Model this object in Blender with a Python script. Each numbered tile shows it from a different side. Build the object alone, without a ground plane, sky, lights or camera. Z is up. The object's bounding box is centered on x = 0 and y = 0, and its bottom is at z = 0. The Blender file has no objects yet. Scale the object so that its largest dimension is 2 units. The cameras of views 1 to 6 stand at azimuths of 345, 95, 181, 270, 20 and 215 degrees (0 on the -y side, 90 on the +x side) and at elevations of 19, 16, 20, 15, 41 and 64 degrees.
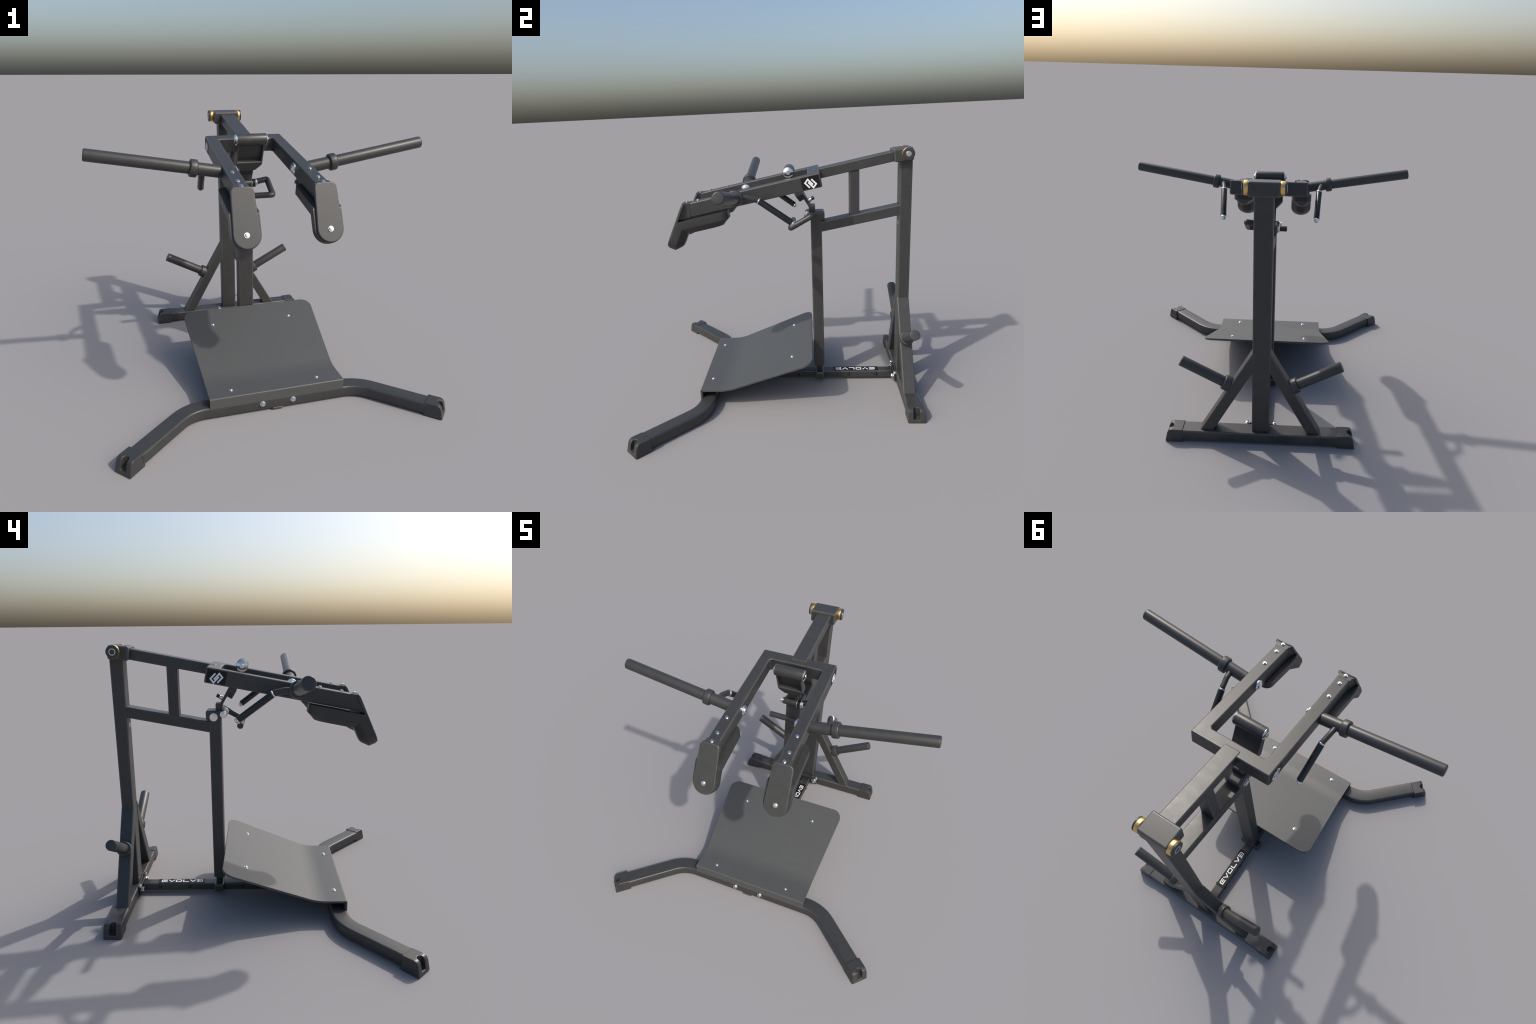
"""Lever squat machine: sloping lever yoke on a two-post frame, with a curved foot plate."""
import bpy, bmesh, math, random
from mathutils import Vector, Matrix

random.seed(7)
V = Vector
CX = -0.003                       # the frame sits a touch left of the middle
SLOPE = 0.194                     # rise of the lever per metre of y
ANG = math.atan(SLOPE)
UP = V((0, -math.sin(ANG), math.cos(ANG)))      # normal of the sloping lever
ALONG = V((0, math.cos(ANG), math.sin(ANG)))    # lever direction, toward the pivot


def z_lever(y):                   # top face of the lever and yoke
    return 1.5 + SLOPE * y


# ------------------------------------------------------------------ materials
def nodes_of(name):
    m = bpy.data.materials.new(name)
    m.use_nodes = True
    return m, m.node_tree.nodes, m.node_tree.links, m.node_tree.nodes["Principled BSDF"]


def paint(name, colour, rough, spread=0.06, grain=160.0, bump=0.05, spec=0.5, coat=0.0, mottle=0.10):
    """Powder coat: slow mottling of tone and gloss plus a fine orange-peel grain."""
    m, n, l, b = nodes_of(name)
    tc = n.new("ShaderNodeTexCoord")
    slow = n.new("ShaderNodeTexNoise")
    slow.inputs["Scale"].default_value = 24.0
    slow.inputs["Detail"].default_value = 5.0
    fine = n.new("ShaderNodeTexNoise")
    fine.inputs["Scale"].default_value = grain
    fine.inputs["Detail"].default_value = 3.0
    for t in (slow, fine):
        l.new(tc.outputs["Object"], t.inputs["Vector"])
    ramp = n.new("ShaderNodeValToRGB")
    ramp.color_ramp.elements[0].position = 0.3
    ramp.color_ramp.elements[1].position = 0.72
    ramp.color_ramp.elements[0].color = (*[c * (1 - mottle) for c in colour], 1)
    ramp.color_ramp.elements[1].color = (*[c * (1 + mottle) for c in colour], 1)
    l.new(slow.outputs["Fac"], ramp.inputs["Fac"])
    l.new(ramp.outputs["Color"], b.inputs["Base Color"])
    mr = n.new("ShaderNodeMapRange")
    mr.inputs["From Min"].default_value = 0.3
    mr.inputs["From Max"].default_value = 0.7
    mr.inputs["To Min"].default_value = rough - spread
    mr.inputs["To Max"].default_value = rough + spread
    l.new(slow.outputs["Fac"], mr.inputs["Value"])
    l.new(mr.outputs["Result"], b.inputs["Roughness"])
    bp = n.new("ShaderNodeBump")
    bp.inputs["Strength"].default_value = bump
    bp.inputs["Distance"].default_value = 0.002
    l.new(fine.outputs["Fac"], bp.inputs["Height"])
    l.new(bp.outputs["Normal"], b.inputs["Normal"])
    b.inputs["Specular IOR Level"].default_value = spec
    b.inputs["Coat Weight"].default_value = coat
    b.inputs["Coat Roughness"].default_value = 0.3
    return m


def metal(name, colour, rough, wobble=0.0):
    m, n, l, b = nodes_of(name)
    b.inputs["Base Color"].default_value = (*colour, 1)
    b.inputs["Metallic"].default_value = 1.0
    tc = n.new("ShaderNodeTexCoord")
    t = n.new("ShaderNodeTexNoise")
    t.inputs["Scale"].default_value = 120.0
    l.new(tc.outputs["Object"], t.inputs["Vector"])
    mr = n.new("ShaderNodeMapRange")
    mr.inputs["To Min"].default_value = rough - 0.06
    mr.inputs["To Max"].default_value = rough + 0.06
    l.new(t.outputs["Fac"], mr.inputs["Value"])
    l.new(mr.outputs["Result"], b.inputs["Roughness"])
    if wobble:
        bp = n.new("ShaderNodeBump")
        bp.inputs["Strength"].default_value = wobble
        bp.inputs["Distance"].default_value = 0.004
        l.new(t.outputs["Fac"], bp.inputs["Height"])
        l.new(bp.outputs["Normal"], b.inputs["Normal"])
    return m


M_FRAME = paint("frame_powder_coat", (0.0375, 0.038, 0.037), 0.42, 0.022)
M_PLATE = paint("foot_plate_coat", (0.069, 0.0715, 0.0695), 0.46, 0.02, grain=260, bump=0.08, mottle=0.03)
M_PAD = paint("pad_vinyl", (0.033, 0.0335, 0.0325), 0.45, 0.035, grain=220, bump=0.06)
M_END = paint("end_plate_coat", (0.042, 0.043, 0.041), 0.49, 0.03, grain=240, bump=0.10)
M_RUBBER = paint("foot_rubber", (0.036, 0.0365, 0.035), 0.40, 0.035, grain=200, bump=0.06)
M_GRIP = paint("grip_rubber", (0.012, 0.013, 0.014), 0.30, grain=300, bump=0.05)
M_STICK = paint("badge_film", (0.005, 0.005, 0.006), 0.5, bump=0.0, spec=0.3)
M_DARK = paint("black_plastic", (0.012, 0.012, 0.013), 0.38)
M_WHITE = paint("white_print", (0.80, 0.80, 0.80), 0.45, bump=0.0, mottle=0.01)
M_CHROME = metal("chrome", (0.78, 0.79, 0.80), 0.20, 0.15)
M_GOLD = metal("brass_ring", (0.83, 0.54, 0.20), 0.30)
M_STEEL = metal("pivot_steel", (0.62, 0.63, 0.64), 0.34)

M_EDGE = paint("pale_frame_edge", (0.062, 0.061, 0.058), 0.34, 0.03)  # paler, smoother version of the frame colour for the bevelled edges
M_PEDGE = paint("pale_plate_edge", (0.092, 0.091, 0.087), 0.36, 0.03)  # paler, smoother version of the foot plate colour for its rim
EDGES = {M_FRAME.name: M_EDGE, M_END.name: M_EDGE, M_PLATE.name: M_PEDGE}

# ------------------------------------------------------------------ object helpers
ROOT = bpy.data.objects.new("squat_machine", None)
bpy.context.scene.collection.objects.link(ROOT)
ROOT["label"] = "dark grey plate-loaded lever squat machine with foot plate"
ROOT["category"] = "gym machine"


def finish(name, bm, mat, parent=None, angle=35.0, weighted=True):
    bmesh.ops.remove_doubles(bm, verts=bm.verts, dist=1e-6)
    bmesh.ops.recalc_face_normals(bm, faces=bm.faces)
    me = bpy.data.meshes.new(name)
    bm.to_mesh(me)
    bm.free()
    for p in me.polygons:
        p.use_smooth = True
    me.set_sharp_from_angle(angle=math.radians(angle))
    me.materials.append(mat)
    me.materials.append(EDGES.get(mat.name, mat))     # bevelled rims take a paler, glossier material
    return place(name, me, parent, weighted)


def place(name, me, parent=None, weighted=False, matrix=None):
    ob = bpy.data.objects.new(name, me)
    bpy.context.scene.collection.objects.link(ob)
    ob.parent = parent or ROOT
    if matrix is not None:
        ob.matrix_local = matrix
    if weighted:
        w = ob.modifiers.new("weighted", "WEIGHTED_NORMAL")
        w.keep_sharp = True
    return ob


def bevel_all(bm, width, seg=3, angle=30.0):
    bmesh.ops.recalc_face_normals(bm, faces=bm.faces)
    bm.normal_update()
    es = [e for e in bm.edges if len(e.link_faces) == 2 and e.calc_face_angle(0) > math.radians(angle)]
    if width > 0 and es:
        bmesh.ops.bevel(bm, geom=es, offset=width, segments=seg, profile=0.5, affect="EDGES", clamp_overlap=True, material=1)


def hexa(corners, bevel, seg=3):
    """Six-sided block from eight corners (four round one end, then four round the other)."""
    bm = bmesh.new()
    v = [bm.verts.new(c) for c in corners]
    for f in ((0, 1, 2, 3), (7, 6, 5, 4), (0, 4, 5, 1), (1, 5, 6, 2), (2, 6, 7, 3), (3, 7, 4, 0)):
        bm.faces.new([v[i] for i in f])
    bevel_all(bm, bevel, seg)
    return bm


def box(x0, x1, y0, y1, z0, z1, bevel=0.005, seg=3):
    return hexa([(x0, y0, z0), (x1, y0, z0), (x1, y1, z0), (x0, y1, z0),
                 (x0, y0, z1), (x1, y0, z1), (x1, y1, z1), (x0, y1, z1)], bevel, seg)


def prism(outline, origin, eu, ev, en, depth, bevel=0.0, seg=3, angle=30.0):
    """Extrude a 2D outline lying in (eu, ev) by depth along en."""
    bm = bmesh.new()
    o = V(origin)
    lo = [bm.verts.new(o + eu * a + ev * b) for a, b in outline]
    hi = [bm.verts.new(o + eu * a + ev * b + en * depth) for a, b in outline]
    k = len(outline)
    bm.faces.new(lo)
    bm.faces.new(hi[::-1])
    for i in range(k):
        bm.faces.new((lo[i], hi[i], hi[(i + 1) % k], lo[(i + 1) % k]))
    bmesh.ops.recalc_face_normals(bm, faces=bm.faces)
    bevel_all(bm, bevel, seg, angle)
    return bm


def lathe(p0, p1, profile, seg=40):
    """Turned part: profile is (distance from p0 along the axis, radius); open ends are capped."""
    p0, p1 = V(p0), V(p1)
    ax = (p1 - p0).normalized()
    a = ax.orthogonal().normalized()
    b = ax.cross(a)
    bm = bmesh.new()
    rings = []
    for t, r in profile:
        c = p0 + ax * t
        if r < 1e-6:
            rings.append([bm.verts.new(c)])
        else:
            rings.append([bm.verts.new(c + (a * math.cos(w) + b * math.sin(w)) * r)
                          for w in (2 * math.pi * i / seg for i in range(seg))])
    for r0, r1 in zip(rings, rings[1:]):
        for i in range(seg):
            j = (i + 1) % seg
            q = [r0[i % len(r0)], r0[j % len(r0)], r1[j % len(r1)], r1[i % len(r1)]]
            q = list(dict.fromkeys(q))
            if len(q) > 2:
                bm.faces.new(q)
    for r in (rings[0], rings[-1]):
        if len(r) > 2:
            bm.faces.new(r)
    return bm


def rounded(length, r, c=0.005, n=4, start=True):
    """Lathe profile of a rod with rounded rims."""
    p = []
    if start:
        p += [(c - c * math.cos(w), r - c + c * math.sin(w)) for w in (math.pi / 2 * i / n for i in range(n + 1))]
    else:
        p += [(0, r)]
    p += [(length - c + c * math.sin(w), r - c + c * math.cos(w)) for w in (math.pi / 2 * i / n for i in range(n + 1))]
    return p


def rod(name, p0, p1, r, mat, parent=None, c=0.005, seg=40):
    return finish(name, lathe(p0, p1, rounded((V(p1) - V(p0)).length, r, c), seg), mat, parent, weighted=False)


def sweep(path, section, up=V((0, 0, 1)), closed_ends=True):
    """Carry a closed section (side, up) along a polyline, mitred at the joints."""
    pts = [V(p) for p in path]
    bm = bmesh.new()
    rings = []
    for i, p in enumerate(pts):
        d0 = (pts[i] - pts[i - 1]).normalized() if i else (pts[1] - pts[0]).normalized()
        d1 = (pts[i + 1] - pts[i]).normalized() if i < len(pts) - 1 else d0
        t = (d0 + d1).normalized()
        side = t.cross(up).normalized()
        u = side.cross(t)
        k = 1 / max(0.3, math.cos(d0.angle(d1) / 2)) if d0.angle(d1, 0) > 1e-5 else 1
        rings.append([bm.verts.new(p + side * a * k + u * b) for a, b in section])
    n = len(section)
    for r0, r1 in zip(rings, rings[1:]):
        for i in range(n):
            bm.faces.new((r0[i], r0[(i + 1) % n], r1[(i + 1) % n], r1[i]))
    if closed_ends:
        bm.faces.new(rings[0])
        bm.faces.new(rings[-1])
    return bm


def round_rect(w, h, r, n=4):
    out = []
    for cx, cy, a0 in ((w / 2 - r, h / 2 - r, 0), (-w / 2 + r, h / 2 - r, 90), (-w / 2 + r, -h / 2 + r, 180), (w / 2 - r, -h / 2 + r, 270)):
        out += [(cx + r * math.cos(math.radians(a0 + 90 * i / n)), cy + r * math.sin(math.radians(a0 + 90 * i / n))) for i in range(n + 1)]
    return out


def circle(r, n=20):
    return [(r * math.cos(2 * math.pi * i / n), r * math.sin(2 * math.pi * i / n)) for i in range(n)]


def fillet(points, radius, n=8):
    """Round the inner corners of a polyline."""
    pts = [V(p) for p in points]
    out = [pts[0]]
    for a, b, c in zip(pts, pts[1:], pts[2:]):
        d0, d1 = (a - b).normalized(), (c - b).normalized()
        th = d0.angle(d1)
        t = min(radius / math.tan(th / 2), (a - b).length * 0.49, (c - b).length * 0.49)
        s, e = b + d0 * t, b + d1 * t
        for i in range(n + 1):
            f = i / n
            out.append(s * (1 - f) ** 2 + b * 2 * f * (1 - f) + e * f * f)
    out.append(pts[-1])
    return out


def frame_matrix(pos, normal, spin=0.0):
    """Local z along normal, at pos."""
    q = V(normal).normalized().to_track_quat("Z", "Y")
    return Matrix.Translation(V(pos)) @ q.to_matrix().to_4x4() @ Matrix.Rotation(spin, 4, "Z")


def mesh_only(name, bm, mat, angle=35):
    ob = finish(name, bm, mat, angle=angle, weighted=False)
    me = ob.data
    bpy.data.objects.remove(ob)
    return me


# shared small hardware, modelled standing on z = 0
def hex_outline(r):
    return [(r * math.cos(math.radians(60 * i)), r * math.sin(math.radians(60 * i))) for i in range(6)]


X_, Y_, Z_ = V((1, 0, 0)), V((0, 1, 0)), V((0, 0, 1))


def dome_bolt(r, h):
    bm = lathe((0, 0, 0), (0, 0, 1), [(-0.004, r * 1.25), (0.0015, r * 1.25), (0.002, r), (h * 0.55, r * 0.92), (h * 0.85, r * 0.7), (h, r * 0.45), (h, 0)], 24)
    return bm


def hex_bolt(r, h):
    bm = lathe((0, 0, 0), (0, 0, 1), [(-0.004, r * 1.25), (0.003, r * 1.25), (0.003, r * 0.8), (0.0031, 0)], 24)
    b2 = prism(hex_outline(r), (0, 0, 0.002), X_, Y_, Z_, h, 0.0015, 2)
    me = bpy.data.meshes.new("tmp")
    b2.to_mesh(me)
    b2.free()
    bm.from_mesh(me)
    bpy.data.meshes.remove(me)
    return bm


BOLT_PLATE = mesh_only("plate_bolt", dome_bolt(0.0110, 0.010), M_CHROME)
BOLT_ARM = mesh_only("arm_bolt", hex_bolt(0.0098, 0.008), M_CHROME, 25)
BOLT_BIG = mesh_only("hex_bolt", hex_bolt(0.0118, 0.010), M_CHROME, 25)
BOLT_BAR = mesh_only("hex_bolt", hex_bolt(0.0145, 0.011), M_CHROME, 25)
BOLT_NUT = mesh_only("flange_nut", hex_bolt(0.017, 0.016), M_CHROME, 25)
BOLT_DARK = mesh_only("black_bolt", dome_bolt(0.010, 0.009), M_DARK)


def put(name, me, pos, normal, parent, spin=0.0):
    return place(name, me, parent, False, frame_matrix(pos, normal, spin))


# ------------------------------------------------------------------ rear foot beam, post and braces
def boolean_bevel(base_bm, cut_bm, width):
    def tmp(bm):
        bmesh.ops.recalc_face_normals(bm, faces=bm.faces)
        me = bpy.data.meshes.new("tmp")
        bm.to_mesh(me)
        bm.free()
        o = bpy.data.objects.new("tmp", me)
        bpy.context.scene.collection.objects.link(o)
        return o
    a, c = tmp(base_bm), tmp(cut_bm)
    m = a.modifiers.new("cut", "BOOLEAN")
    m.operation, m.object, m.solver = "DIFFERENCE", c, "EXACT"
    b = a.modifiers.new("bevel", "BEVEL")
    b.width, b.segments, b.limit_method, b.angle_limit = width, 3, "ANGLE", math.radians(40)
    b.use_clamp_overlap = False
    dg = bpy.context.evaluated_depsgraph_get()
    me = bpy.data.meshes.new_from_object(a.evaluated_get(dg))
    out = bmesh.new()
    out.from_mesh(me)
    bpy.data.objects.remove(a)
    bpy.data.objects.remove(c)
    bpy.data.meshes.remove(me)
    return out


def foot_cap_mesh(width):
    """Rubber end cap along +x, tube end at x = 0, tip at x = 0.112; slot open to top and front."""
    L, H = 0.112, 0.0855
    prof = [(0, 0), (L, 0), (L - 0.013, 0.060)]
    cx, cz, r = L - 0.040, H - 0.025, 0.025
    prof += [(cx + r * math.cos(math.radians(w)), cz + r * math.sin(math.radians(w))) for w in (12, 36, 60, 84)]
    prof += [(cx - 0.006, H), (0, H - 0.001)]
    base = prism(prof, (0, -width / 2, 0), X_, Z_, Y_, width)
    for v in base.verts:            # sides lean in toward the top
        v.co.y *= 1 - 0.085 * v.co.z / H
    sw, s0 = 0.0195, L - 0.030
    slot = [(s0 + sw * math.cos(math.radians(w)), sw * math.sin(math.radians(w))) for w in range(90, 271, 20)]
    slot += [(L + 0.03, -sw), (L + 0.03, sw)]
    cut = prism(slot, (0, 0, 0.02), X_, Y_, Z_, 0.1)
    return mesh_only("foot_cap", boolean_bevel(base, cut, 0.0048), M_RUBBER)


CAP = foot_cap_mesh(0.1125)

FY = 0.860                         # rear foot centre line
rear_foot = finish("rear_foot_beam", box(-0.50, 0.50, FY - 0.0515, FY + 0.0515, 0.008, 0.0805, 0.011, 4), M_FRAME)
for s in (1, -1):
    place("foot_cap", CAP, rear_foot, True, Matrix.Translation((0.486 * s, FY, 0)) @ Matrix.Rotation(0 if s > 0 else math.pi, 4, "Z"))
rear_post = finish("rear_post", hexa([
    (CX - 0.055, 0.8135, 0.064), (CX + 0.055, 0.8135, 0.064), (CX + 0.055, 0.8885, 0.064), (CX - 0.055, 0.8885, 0.064),
    (CX - 0.055, 0.8145, 1.600), (CX + 0.055, 0.8145, 1.600), (CX + 0.055, 0.8960, 1.600), (CX - 0.055, 0.8960, 1.600)], 0.0085, 4), M_FRAME)
put("plug", mesh_only("plug", dome_bolt(0.013, 0.003), M_STEEL), (CX + 0.012, 0.815, 1.172), (0, -1, 0), rear_post)
for s in (1, -1):
    xi, xt = CX + 0.045 * s, CX
    # a slanting tube: upper edge z 0.64 to 0.08, lower edge z 0.51 to 0.08, seen from behind
    brace = finish("brace", hexa([
        (xi, 0.810, 0.658), (xi, 0.810, 0.522), (0.298 * s, 0.810, 0.072), (0.381 * s, 0.810, 0.072),
        (xi, 0.892, 0.658), (xi, 0.892, 0.522), (0.298 * s, 0.892, 0.072), (0.381 * s, 0.892, 0.072)], 0.0085, 4), M_FRAME)
    # weight storage peg square to the brace
    d = V((0.884 * s, 0, 0.467))
    tip = V((0.490 * s, 0.853, 0.554))
    base = tip - d * 0.345
    peg = finish("storage_peg", lathe(base, tip, rounded(0.345, 0.0325, 0.004)), M_FRAME, weighted=False)
    c0 = tip - d * 0.339
    finish("peg_collar", lathe(c0, tip, rounded(0.046, 0.047, 0.006)), M_FRAME, peg, weighted=False)

# ------------------------------------------------------------------ base spine with lettering
SP = 0.0345
spine = finish("base_spine", box(CX - SP, CX + SP, -0.46, 0.795, 0.016, 0.069, 0.009, 4), M_FRAME)
finish("rear_flange", box(CX - 0.098, CX + 0.098, 0.793, 0.806, 0.016, 0.079, 0.003), M_FRAME, spine)
for s in (1, -1):
    put("flange_nut", BOLT_NUT, (CX + 0.072 * s, 0.793, 0.050), (0, -1, 0), spine, 0.3 * s)
    put("hex_bolt", BOLT_BIG, (CX + 0.088 * s, 0.800, 0.079), (0, 0, 1), spine, 0.2)
    for y in (0.672, 0.472, 0.105):
        put("black_bolt", BOLT_DARK, (CX + SP * s, y, 0.044), (s, 0, 0), spine)

finish("badge_film", box(CX - 0.030, CX + 0.030, 0.365, 0.690, 0.0685, 0.0698, 0.0), M_STICK, spine, weighted=False)


def strokes(name, lines, to_world, normal, width, parent, height=0.0012):
    """Flat raised strokes: each line is a polyline in the mark's own (u, v) frame."""
    bm = bmesh.new()
    for line in lines:
        pts = [V((a, b, 0)) for a, b in line]
        left, right = [], []
        for i, p in enumerate(pts):
            d0 = (pts[i] - pts[i - 1]).normalized() if i else (pts[1] - pts[0]).normalized()
            d1 = (pts[i + 1] - pts[i]).normalized() if i < len(pts) - 1 else d0
            t = (d0 + d1).normalized()
            k = width / 2 / max(0.35, t.dot(d0))
            nn = V((-t.y, t.x, 0)) * k
            left.append(p + nn)
            right.append(p - nn)
        ring = left + right[::-1]
        lo = [bm.verts.new(to_world(q.x, q.y)) for q in ring]
        hi = [bm.verts.new(to_world(q.x, q.y) + normal * height) for q in ring]
        m, k = len(pts), len(ring)
        for i in range(m - 1):
            bm.faces.new((hi[i], hi[i + 1], hi[k - 2 - i], hi[k - 1 - i]))
            bm.faces.new((lo[i], lo[i + 1], lo[k - 2 - i], lo[k - 1 - i]))
        for i in range(k):
            bm.faces.new((lo[i], lo[(i + 1) % k], hi[(i + 1) % k], hi[i]))
    return finish(name, bm, M_WHITE, parent, weighted=False)


# wide squared capitals, unit box 1 x 1
E_ = [[(1, 0.92), (0.2, 0.92), (0.08, 0.8), (0.08, 0.08), (1, 0.08)], [(0.3, 0.5), (0.95, 0.5)]]
GLYPH = {
    "E": E_,
    "V": [[(0.0, 0.97), (0.5, 0.1), (1.0, 0.97)]],
    "O": [[(0.12, 0.62), (0.12, 0.92), (0.8, 0.92), (0.93, 0.8), (0.93, 0.4)], [(0.07, 0.62), (0.07, 0.08), (0.88, 0.08), (0.88, 0.38)]],
    "L": [[(0.1, 1.0), (0.1, 0.08), (1.0, 0.08)]],
    "3": [[(1 - a, b) for a, b in line] for line in E_],
}
LET_Y0, LET_Y1, LW = 0.666, 0.381, 0.0405
step = (LET_Y0 - LET_Y1 - LW) / 5
for i, ch in enumerate("EVOLV3"):
    y0 = LET_Y0 - i * step
    strokes("letter", [[(a * LW, (b - 0.5) * 0.031) for a, b in line] for line in GLYPH[ch]],
            lambda u, v, y0=y0: V((CX + 0.002 + v, y0 - u, 0.0694)), Z_, 0.0070, spine)

# ------------------------------------------------------------------ front post, foot strap and top block
front_post = finish("front_post", box(CX - 0.053, CX + 0.053, 0.2225, 0.298, 0.122, 1.235, 0.0085, 4), M_FRAME)
finish("post_stub", box(CX - 0.036, CX + 0.036, 0.238, 0.284, 0.060, 0.130, 0.005), M_FRAME, front_post)
finish("foot_strap", box(CX - 0.080, CX + 0.080, 0.232, 0.297, 0.024, 0.081, 0.012), M_FRAME, front_post)
for s in (1, -1):
    put("black_bolt", BOLT_DARK, (CX + 0.036 * s, 0.261, 0.100), (s, 0, 0), front_post)
finish("post_cap", box(CX - 0.060, CX + 0.060, 0.221, 0.318, 1.210, 1.2695, 0.013, 4), M_FRAME, front_post)
put("hex_bolt", mesh_only("hex_bolt", hex_bolt(0.0205, 0.012), M_CHROME, 25), (CX - 0.058, 0.268, 1.228), (-1, 0, 0), front_post, 0.35)


# ------------------------------------------------------------------ beams
def slope_beam(name, y0, y1, top, bottom, half, cx, bevel=0.0085, parent=None):
    c = []
    for y, nx in ((y0, 1), (y1, 1)):
        c += [(cx - half, y, top(y)), (cx + half, y, top(y)), (cx + half, y, bottom(y)), (cx - half, y, bottom(y))]
    return finish(name, hexa(c, bevel, 4), M_FRAME, parent)


lever_beam = slope_beam("lever_beam", 0.244, 0.80, lambda y: z_lever(y) + 0.003, lambda y: z_lever(y) - 0.0655, 0.052, 0.004)
slope_beam("lower_beam", 0.28, 0.83, lambda y: 1.143 + 0.19 * y, lambda y: 1.0715 + 0.19 * y, 0.051, 0.000)
finish("strut", hexa([(-0.0462, 0.486, 1.22), (0.0462, 0.486, 1.22), (0.0462, 0.552, 1.22), (-0.0462, 0.552, 1.22),
                      (-0.0462, 0.486, 1.55), (0.0462, 0.486, 1.55), (0.0462, 0.552, 1.55), (-0.0462, 0.552, 1.55)], 0.0085, 4), M_FRAME)

# pivot housing, brass rings and end caps
PIV = V((0, 0.856, 1.636))
hc = V((0, 0.8315, 1.6290))
tilt = 0.085
a_, b_ = V((0, math.cos(tilt), math.sin(tilt))) * 0.063, V((0, -math.sin(tilt), math.cos(tilt))) * 0.0425
hx = 0.090
hous = []
for x in (CX - hx, CX + hx):
    for u, w in ((-1, -1), (1, -1), (1, 1), (-1, 1)):
        p = hc + a_ * u + b_ * w
        hous.append((x, p.y, p.z))
housing = finish("pivot_housing", hexa(hous, 0.011, 4), M_FRAME)
for s in (1, -1):
    ax = V((s, 0, 0))
    p = PIV + V((CX + s * 0.086, 0, 0))
    finish("bearing_ring", lathe(p, p + ax, rounded(0.026, 0.0415, 0.005)), M_GOLD, housing, weighted=False)
    p = PIV + V((CX + s * 0.1105, 0, 0))
    finish("bearing_cap", lathe(p, p + ax, rounded(0.011, 0.0400, 0.003)), M_FRAME, housing, weighted=False)
    p = PIV + V((CX + s * 0.1205, 0, 0))
    if s > 0:
        finish("axle_end", lathe(p, p + ax, rounded(0.004, 0.0175, 0.002)), M_STEEL, housing, weighted=False)
    else:
        finish("axle_end", lathe(p, p + ax, [(0, 0.0205), (0.0022, 0.0205), (0.003, 0.0195), (0.003, 0.0165), (0.0022, 0.0155), (0.0, 0.0155), (-0.001, 0)]), M_STEEL, housing, weighted=False)

# ------------------------------------------------------------------ yoke
AO, AB, AI = 0.2605, 0.2530, 0.1805  # arm outer face at the front and back, inner face
t_of = lambda y: y / math.cos(ANG)
yo = V((0, 0, 1.5))
back, inner, front = t_of(0.286), t_of(0.2065), t_of(-0.572)
out = [(-AO, front), (-AB, back), (AB, back), (AO, front), (AI, front), (AI, inner - 0.012), (AI - 0.012, inner), (-AI + 0.012, inner), (-AI, inner - 0.012), (-AI, front)]
yoke = finish("yoke", prism(out, yo - UP * 0.093, X_, ALONG, UP, 0.093, 0.0085, 4, 50), M_FRAME)
AC = 0.2230

for s in (1, -1):
    for y, nudge in ((-0.374, 0), (-0.502, 0)):
        put("arm_bolt", BOLT_ARM, V((AC * s, y, z_lever(y))), UP, yoke, random.random())
    # chrome axle cap inside the arm, on the weight bar's axis
    p = V((AI * s, -0.234, 1.408))
    finish("axle_cap", lathe(p + V((0.004 * s, 0, 0)), p - V((s, 0, 0)), [(0, 0.034), (0.012, 0.034), (0.016, 0.031), (0.018, 0.022), (0.024, 0.019), (0.026, 0.010), (0.026, 0)], 32), M_CHROME, yoke, weighted=False)
    # badge film and mark on the outer side near the corner
    nrm = V((s, 0, 0))
    bx = 0.2538 * s
    film = []
    for u, w in ((0.164, -0.084), (0.276, -0.084), (0.276, -0.010), (0.164, -0.010)):
        film.append((u / math.cos(ANG), w))
    finish("badge_film", prism(film, V((bx - 0.004 * s, 0, 1.5)), ALONG, UP, nrm, 0.0050), M_STICK, yoke, weighted=False)
    # two interlocking hooks, point symmetric, leaning toward the pivot end
    c0 = V((bx + 0.0006 * s, 0.229, 1.4895))
    h = [(0.0050, 0.0270), (0.0350, -0.003), (0.0180, -0.0255), (-0.0150, 0.0075)]
    lines = [h, [(-a, -b) for a, b in h]]
    strokes("badge_mark", lines, lambda u, v, c0=c0: c0 + Y_ * u + Z_ * v, nrm, 0.0098, yoke)

# ------------------------------------------------------------------ shoulder pads with end plates
PD = V((0, -0.404, -0.915))        # down the end plate
PN = V((0, 0.915, -0.404))         # from the end plate back toward the machine
PC = 0.2250                        # pad centre line


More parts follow.
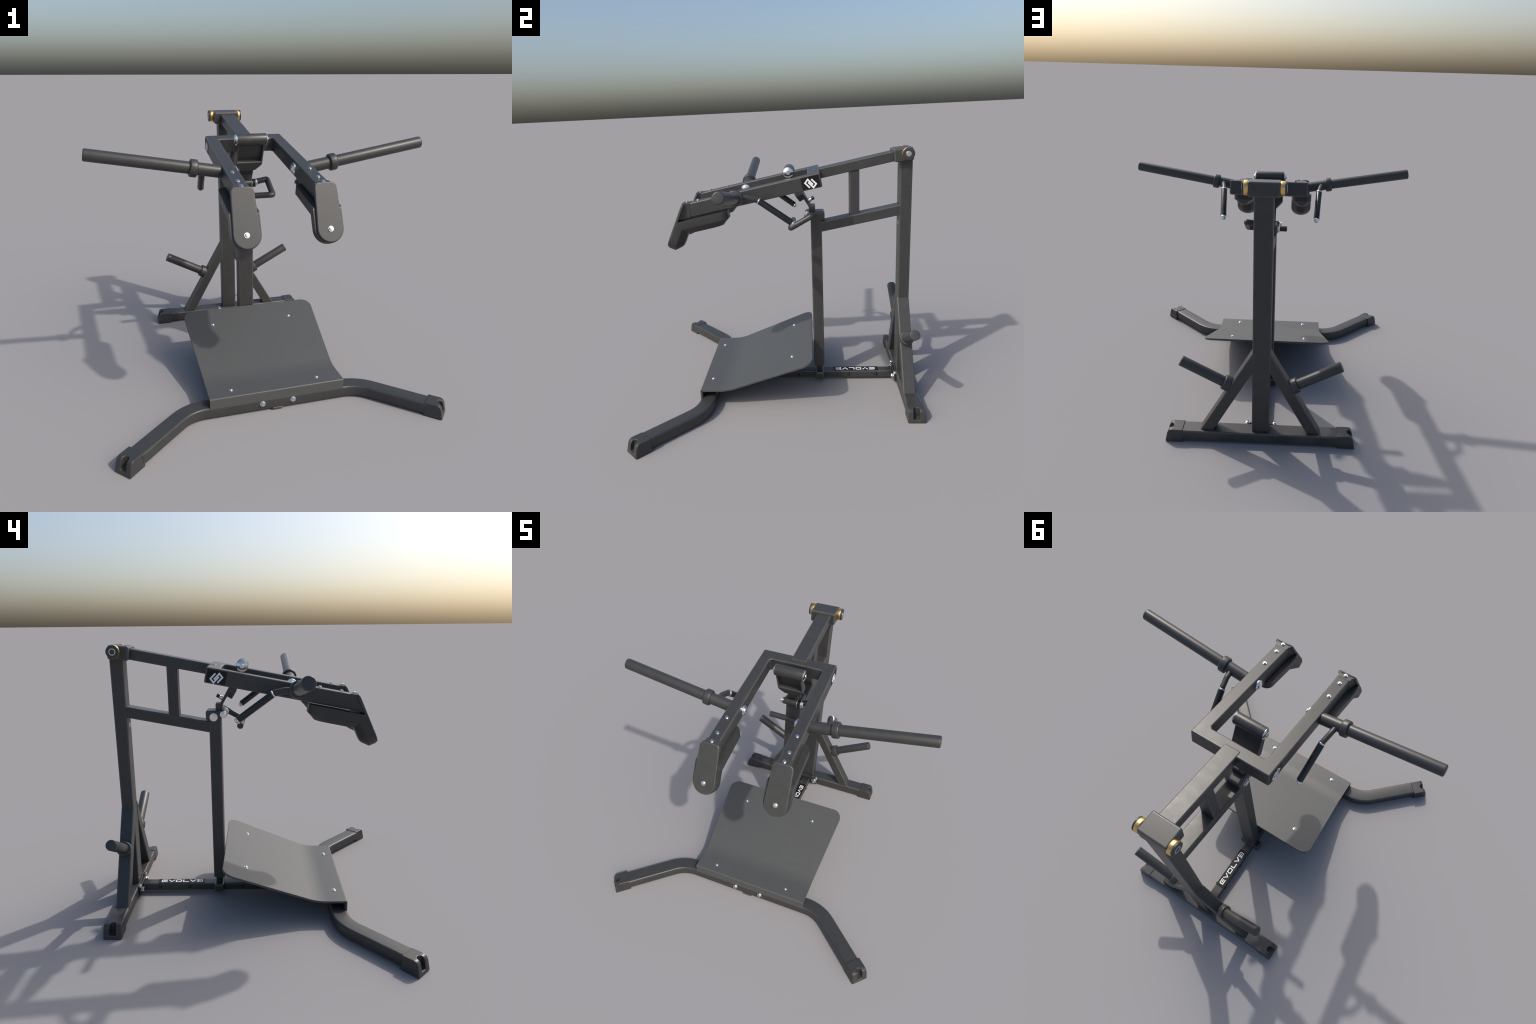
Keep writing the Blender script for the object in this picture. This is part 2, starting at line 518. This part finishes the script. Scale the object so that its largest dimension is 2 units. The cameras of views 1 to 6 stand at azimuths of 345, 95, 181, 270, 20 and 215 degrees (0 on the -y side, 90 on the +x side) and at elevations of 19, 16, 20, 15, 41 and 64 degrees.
def shoulder_pad(s):
    """L-shaped vinyl pad: flat outer face, straight sides, chamfered inner face, rounded tips."""
    L1, L2 = 0.332, 0.196
    RB, R = 0.0715, 0.0800          # half width at the back tip and down the end plate
    corner = V((0, -0.636, 1.273))
    d1, n1 = -ALONG, -UP           # top limb runs toward the corner, depth runs down
    d2, n2 = PD, PN
    start = corner - d1 * L1
    half = math.tan(d1.angle(d2) / 2)
    fan = [0.0, 0.15, 0.3, 0.43, 0.5, 0.6, 0.7, 0.8, 0.9, 1.0]
    fan = [-f for f in fan[:0:-1]] + fan
    rows, NU = [], len(fan)

    def depth(u, tip, side, full, r, RW, soft):
        # inset of (u) from the outline near a rounded tip
        if tip < r:
            ins = min(r - math.hypot(r - tip, max(0.0, abs(u) - (RW - r))), RW - abs(u))
        else:
            ins = RW - abs(u)
        ins = max(0.0, ins)
        return side + (full - side) * min(1.0, ins / soft)

    def add(limb, s_, L, side, full, d, n, o, r, first):
        tip = s_ if first else L - s_
        RW = RB + (R - RB) * min(1.0, s_ / L) if first else R
        w = RW
        if tip < r:
            w = RW - r + math.sqrt(max(0.0, r * r - (r - tip) ** 2))
        outer, innr = [], []
        for i in range(NU):
            u = w * fan[i]
            dd = depth(u, tip, side, full, r, RW, 0.060 if first and tip < 0.07 else 0.047)
            g = (s_ / L) if first else (1 - s_ / L)
            lim = max(0.0, (g - 0.35) / 0.65)
            pull = dd * half * lim
            along = s_ - pull if first else s_ + pull
            outer.append(o + d * s_ + V((PC * s + u, 0, 0)))
            innr.append(o + d * along + n * dd + V((PC * s + u, 0, 0)))
        rows.append((outer, innr))

    n_end = 9
    tips = [0.0005 + R * (1 - math.cos(math.pi / 2 * i / n_end)) for i in range(n_end + 1)]
    rb = 0.045
    tb = [0.0005 + rb * (1 - math.cos(math.pi / 2 * i / n_end)) for i in range(n_end + 1)]
    for t in tb:
        add(1, t, L1, 0.050, 0.094, d1, n1, start, rb, True)
    for i in range(1, 9):
        add(1, tb[-1] + (L1 - tb[-1]) * i / 8, L1, 0.050, 0.094, d1, n1, start, rb, True)
    for i in range(0, 7):
        add(2, (L2 - R) * i / 7, L2, 0.043, 0.086, d2, n2, corner, R, False)
    for t in tips[::-1]:
        add(2, L2 - t, L2, 0.043, 0.086, d2, n2, corner, R, False)
    # relax the inner skin a little so that its planes meet in soft folds
    for _ in range(2):
        old = [[p.copy() for p in b] for a, b in rows]
        for j in range(1, len(rows) - 1):
            for i in range(1, NU - 1):
                avg = (old[j - 1][i] + old[j + 1][i] + old[j][i - 1] + old[j][i + 1]) / 4
                rows[j][1][i].y = 0.5 * old[j][i].y + 0.5 * avg.y
                rows[j][1][i].z = 0.5 * old[j][i].z + 0.5 * avg.z
    bm = bmesh.new()
    vo = [[bm.verts.new(p) for p in a] for a, b in rows]
    vi = [[bm.verts.new(p) for p in b] for a, b in rows]
    for j in range(len(rows) - 1):
        for i in range(NU - 1):
            bm.faces.new((vo[j][i], vo[j][i + 1], vo[j + 1][i + 1], vo[j + 1][i]))
            bm.faces.new((vi[j][i], vi[j][i + 1], vi[j + 1][i + 1], vi[j + 1][i]))
        for i in (0, NU - 1):
            bm.faces.new((vo[j][i], vi[j][i], vi[j + 1][i], vo[j + 1][i]))
    for j in (0, len(rows) - 1):
        for i in range(NU - 1):
            bm.faces.new((vo[j][i], vo[j][i + 1], vi[j][i + 1], vi[j][i]))
    bmesh.ops.remove_doubles(bm, verts=bm.verts, dist=2e-5)
    bmesh.ops.recalc_face_normals(bm, faces=bm.faces)
    bm.normal_update()
    # soften the rims: the border rows of the outer and inner skins
    rim_o = {v for row in vo for v in (row[0], row[-1]) if v.is_valid} | {v for v in vo[0] + vo[-1] if v.is_valid}
    rim_i = {v for row in vi for v in (row[0], row[-1]) if v.is_valid} | {v for v in vi[0] + vi[-1] if v.is_valid}
    for rim, width in ((rim_i, 0.006), (rim_o, 0.005)):
        es = [e for e in bm.edges if e.verts[0] in rim and e.verts[1] in rim and len(e.link_faces) == 2
              and e.calc_face_angle(0) > math.radians(22) and e.calc_length() > 0.002]
        bmesh.ops.bevel(bm, geom=es, offset=width, segments=3, profile=0.5, affect="EDGES", clamp_overlap=True)
        bm.normal_update()
    pad = finish("shoulder_pad", bm, M_PAD, angle=60)
    # end plate in front of the pad
    top = V((PC * s, -0.598, 1.396))
    LP, wt, wb = 0.320, 0.0625, 0.0715
    ol = []
    rt = 0.028
    for cx_, a0 in ((wt - rt, 0), (-wt + rt, 90)):
        for i in range(6):
            w = math.radians(a0 + 90 * i / 5)
            ol.append((cx_ + rt * math.cos(w), -(rt - rt * math.sin(w))))
    for i in range(25):
        w = math.radians(180 + 180 * i / 24)
        ol.append((wb * math.cos(w), -(LP - wb) + wb * math.sin(w)))
    plate = finish("end_plate", prism(ol, top, X_, -PD, PN, 0.0185, 0.006, 3, 50), M_END, pad)
    put("hex_bolt", BOLT_BIG, V((0.2265 * s, -0.700, 1.168)) + PN * 0.002, -PN, plate, 0.4)
    # web that carries the plate from the arm end
    z1 = z_lever(-0.556) + 0.003
    ring = [(-0.552, z1, 0.0405), (-0.552, 1.296, 0.0405), (-0.640, 1.281, 0.0610), (-0.593, 1.389, 0.0560)]
    mid = [(-0.574, z1 - 0.004, 0.0420), (-0.585, 1.290, 0.0440)]
    order = [ring[0], mid[0], ring[3], ring[2], mid[1], ring[1]]      # flares from the arm out to the plate
    bm = bmesh.new()
    lo = [bm.verts.new((AC * s - w, y, z)) for y, z, w in order]
    hi = [bm.verts.new((AC * s + w, y, z)) for y, z, w in order]
    for side in (lo, hi):
        for q in ((0, 1, 4, 5), (1, 2, 3, 4)):
            bm.faces.new([side[i] for i in q])
    for i in range(6):
        j = (i + 1) % 6
        bm.faces.new((lo[i], lo[j], hi[j], hi[i]))
    bevel_all(bm, 0.003, 2, 40)
    finish("plate_web", bm, M_END, pad)
    put("arm_bolt", BOLT_ARM, V((AC * s, -0.576, z1 - 0.003)), UP, pad, 0.7)
    return pad


for s in (1, -1):
    shoulder_pad(s)

# ------------------------------------------------------------------ weight bars and hand grips
for s in (1, -1):
    tip = V((0.9935 * s, -0.2325, 1.5345))
    d = V((0.986 * s, 0.002, 0.166)).normalized()
    a = tip - d * ((0.9935 - 0.22) / 0.986)
    L = (tip - a).length
    kc = (0.415 - 0.22) / 0.986      # collar place along the bar
    prof = [(0, 0.0365), (kc, 0.0365), (kc + 0.001, 0.0345)] + rounded(L, 0.0345, 0.008)[5:]
    bar = finish("weight_bar", lathe(a, tip, prof, 48), M_FRAME, weighted=False)
    c0 = a + d * (kc - 0.022)
    finish("bar_collar", lathe(c0, c0 + d, rounded(0.045, 0.0505, 0.009), 48), M_FRAME, bar, weighted=False)
    # hand grip hangs behind the bar
    g0, g1, g2, g3 = V((0.362 * s, -0.215, 1.428)), V((0.356 * s, -0.165, 1.427)), V((0.344 * s, -0.104, 1.412)), V((0.323 * s, 0.115, 1.249))
    gd = (g3 - g2).normalized()
    neck = fillet([g0, g1, g2, g2 + gd * 0.02], 0.05, 6)
    grip = finish("hand_grip", sweep(neck, [(x * 0.9, y * 1.05) for x, y in circle(0.0185, 20)]), M_FRAME, weighted=False)
    finish("grip_ring", lathe(g2 + gd * 0.004, g3, rounded(0.010, 0.0225, 0.003)), M_CHROME, grip, weighted=False)
    finish("grip_sleeve", lathe(g2 + gd * 0.012, g3, rounded((g3 - g2).length - 0.024, 0.0205, 0.003)), M_GRIP, grip, weighted=False)
    e0 = g3 - gd * 0.014
    finish("grip_tip", lathe(e0, g3 + gd, [(0, 0.0205), (0.005, 0.022), (0.009, 0.0205), (0.016, 0.016), (0.021, 0.009), (0.023, 0)], 28), M_CHROME, grip, weighted=False)

# ------------------------------------------------------------------ roller latch on the front post
RO = V((0, 0.084, 1.545))          # roller axis
LP0 = V((0, 0.238, 1.274))         # latch pivot
ld = (RO - LP0).normalized()
ln = V((0, -ld.z, ld.y)).normalized() * -1     # toward the back
if ln.y < 0:
    ln = -ln
latch_len = (RO - LP0).length


def latch_plate():
    w0, w1 = 0.046, 0.088
    o = [(-w0, 0.0), (w0, 0.0), (w0, 0.092), (w1, 0.140), (w1, latch_len), (-w1, latch_len), (-w1, 0.140), (-w0, 0.092)]
    return finish("latch_plate", prism(o, LP0 - ln * 0.009, X_, ld, ln, 0.018, 0.004), M_FRAME)


latch = latch_plate()
body = [(-0.046, 0.098), (0.046, 0.098), (0.088, 0.143), (0.088, 0.166), (-0.088, 0.166), (-0.088, 0.143)]
finish("latch_body", prism(body, LP0 - ln * 0.043, X_, ld, ln, 0.040, 0.006), M_FRAME, latch)
for s in (1, -1):                  # side cheeks carry the roller
    o = [(0.158, -0.041), (latch_len, -0.028), (latch_len, 0.0), (0.158, 0.0)]
    finish("latch_cheek", prism(o, LP0 + X_ * (s * 0.0875 - (0.010 if s > 0 else 0.0)), ld, ln, X_, 0.010, 0.003), M_FRAME, latch)
rod("roller", RO - X_ * 0.094, RO + X_ * 0.098, 0.0365, M_RUBBER, latch, 0.004)
for s in (1, -1):
    p = RO + X_ * (0.002 + s * 0.093)
    finish("roller_cap", lathe(p, p + X_ * s, [(0, 0.034), (0.005, 0.0345), (0.009, 0.030), (0.012, 0.020), (0.014, 0.0145), (0.018, 0.0125), (0.018, 0)], 32), M_CHROME, latch, weighted=False)
finish("latch_lug", box(-0.040, 0.040, 0.212, 0.256, 1.265, 1.312, 0.006), M_FRAME, latch)
# spring pin with its knob behind the plate
pk = LP0 + ld * 0.070 + ln * 0.008
finish("latch_pin", lathe(pk, pk + ln, [(0, 0.014), (0.020, 0.014), (0.021, 0.010), (0.026, 0.010)], 20), M_CHROME, latch, weighted=False)
finish("pin_knob", lathe(pk + ln * 0.024, pk + ln, rounded(0.020, 0.013, 0.004), 20), M_DARK, latch, weighted=False)
# hinge tube and clamps across the front of the post
HZ, HY = 1.246, 0.206
hinge = rod("hinge_tube", V((-0.068, HY, HZ)), V((0.060, HY, HZ)), 0.0235, M_FRAME)
for x0, x1, r, m, nm in ((-0.076, -0.066, 0.0225, M_CHROME, "hinge_washer"), (-0.090, -0.076, 0.0165, M_CHROME, "hinge_nut"),
                         (0.030, 0.036, 0.028, M_CHROME, "hinge_washer"), (0.036, 0.056, 0.027, M_DARK, "hinge_knob"), (0.056, 0.062, 0.028, M_CHROME, "hinge_washer"),
                         (0.062, 0.074, 0.022, M_CHROME, "hinge_nut")):
    finish(nm, lathe((x0, HY, HZ), (x1, HY, HZ), rounded(x1 - x0, r, 0.003), 6 if "nut" in nm else 28), m, hinge, angle=25, weighted=False)
# release handle: a bent rod out, down-forward and back across
hp = fillet([(0.055, 0.212, 1.250), (0.150, 0.232, 1.262), (0.150, 0.090, 1.184), (-0.122, 0.100, 1.184)], 0.012, 5)
handle = finish("release_handle", sweep(hp, circle(0.0195, 20), up=V((0.03, 0.48, -0.87))), M_FRAME, weighted=False)

# ------------------------------------------------------------------ front leg tube
FLY, BEND = -0.502, 0.536
leg = V((0.722, -0.692, 0))
capx = V((0.852, -0.796, 0))
path = [capx * 1, V((BEND, FLY, 0)), V((-BEND, FLY, 0)), V((-capx.x, capx.y, 0))]
path[0] = V((BEND, FLY, 0)) + leg * 0.45
path[3] = V((-BEND, FLY, 0)) + V((-leg.x, leg.y, 0)) * 0.45
pts = []
R, TH = 0.25, math.atan2(0.692, 0.722)
tl = R * math.tan(TH / 2)
for sgn in (1, -1):
    arc = []
    c = V((BEND - tl, FLY - R, 0))
    for i in range(13):
        w = math.pi / 2 - TH * (1 - i / 12)
        arc.append(V(((c.x + R * math.cos(w)), c.y + R * math.sin(w), 0)))
    seq = [path[0]] + arc
    if sgn < 0:
        seq = [V((-p.x, p.y, 0)) for p in seq[::-1]]
    pts += seq
pts = [p + V((0, 0, 0.045)) for p in pts]
legs = finish("front_leg_tube", sweep(pts, round_rect(0.100, 0.071, 0.013, 5)), M_FRAME, angle=40, weighted=False)
for s in (1, -1):
    a = math.atan2(leg.y, leg.x * s)
    place("foot_cap", CAP, legs, True, Matrix.Translation((0.855 * s, -0.7995, 0)) @ Matrix.Rotation(a, 4, "Z"))
    put("hex_bolt", BOLT_BAR, (CX + 0.096 * s, FLY - 0.049, 0.055), (0, -1, 0), legs, 0.5)
finish("ground_tab", box(CX - 0.034, CX + 0.034, -0.556, -0.46, 0.005, 0.018, 0.004), M_FRAME, legs)


# ------------------------------------------------------------------ foot plate
PLATE_Z, PLATE_Y, PLATE_K = 0.1388, -0.370, 0.373


def foot_plate():
    T, r, xc = 0.0135, 0.075, 0.002
    zf = PLATE_Z
    k = PLATE_K
    prof = [V((-0.552, 0.073, 0)), V((-0.552, zf, 0)), V((PLATE_Y, zf, 0)), V((0.211, zf + k * (0.211 - PLATE_Y), 0))]
    p = fillet(prof[:3], 0.010, 5)[:-1]
    q = fillet(prof[1:], 0.34, 16)[1:]
    line = p + q
    # resample the last slope finely so that the corner rounding is smooth
    end = line.pop()
    last = line[-1]
    n = 6
    L = (end - last).length
    line += [last.lerp(end, (1 - r / L) * i / n) for i in range(1, n + 1)]
    e0 = line[-1].copy()
    line += [e0.lerp(end, math.sin(math.pi / 2 * i / 12)) for i in range(1, 13)]
    total = end
    bm = bmesh.new()
    top, bot = [], []
    NX = 12
    for i, c in enumerate(line):
        d0 = (line[i] - line[i - 1]).normalized() if i else (line[1] - line[0]).normalized()
        d1 = (line[i + 1] - line[i]).normalized() if i < len(line) - 1 else d0
        t = (d0 + d1).normalized()
        nn = V((t.y, -t.x, 0)) * (T / max(0.5, t.dot(d0)))
        dist = (end - c).length if i > len(line) - 14 else 1.0
        w = r - math.sqrt(max(0.0, r * r - (r - dist) ** 2)) if dist < r else 0.0
        hw = 0.4215 + 0.082 * max(0.0, c.x + 0.36)      # the plate widens up the slope
        a, b = xc - hw + w, xc + hw - w
        top.append([bm.verts.new((a + (b - a) * j / NX, c.x, c.y)) for j in range(NX + 1)])
        bot.append([bm.verts.new((a + (b - a) * j / NX, c.x + nn.x, c.y + nn.y)) for j in range(NX + 1)])
    m = len(line)
    for i in range(m - 1):
        for j in range(NX):
            bm.faces.new((top[i][j], top[i][j + 1], top[i + 1][j + 1], top[i + 1][j]))
            bm.faces.new((bot[i][j], bot[i][j + 1], bot[i + 1][j + 1], bot[i + 1][j]))
        for j in (0, NX):
            bm.faces.new((top[i][j], bot[i][j], bot[i + 1][j], top[i + 1][j]))
    for i in (0, m - 1):
        for j in range(NX):
            bm.faces.new((top[i][j], top[i][j + 1], bot[i][j + 1], bot[i][j]))
    bmesh.ops.recalc_face_normals(bm, faces=bm.faces)
    bevel_all(bm, 0.0022, 2, 60)
    return finish("foot_plate", bm, M_PLATE, angle=50)


plate = foot_plate()
SN = V((0, -0.36, 0.933))
for x in (-0.279, 0.267):
    put("plate_bolt", BOLT_PLATE, (x, 0.073, PLATE_Z + PLATE_K * (0.073 - PLATE_Y)), SN, plate)
    put("plate_bolt", BOLT_PLATE, (x, -0.487, PLATE_Z), (0, 0, 1), plate)
# bearers under the plate
finish("plate_spacer", box(-0.31, 0.30, -0.53, -0.465, 0.078, 0.124, 0.004), M_FRAME, plate)
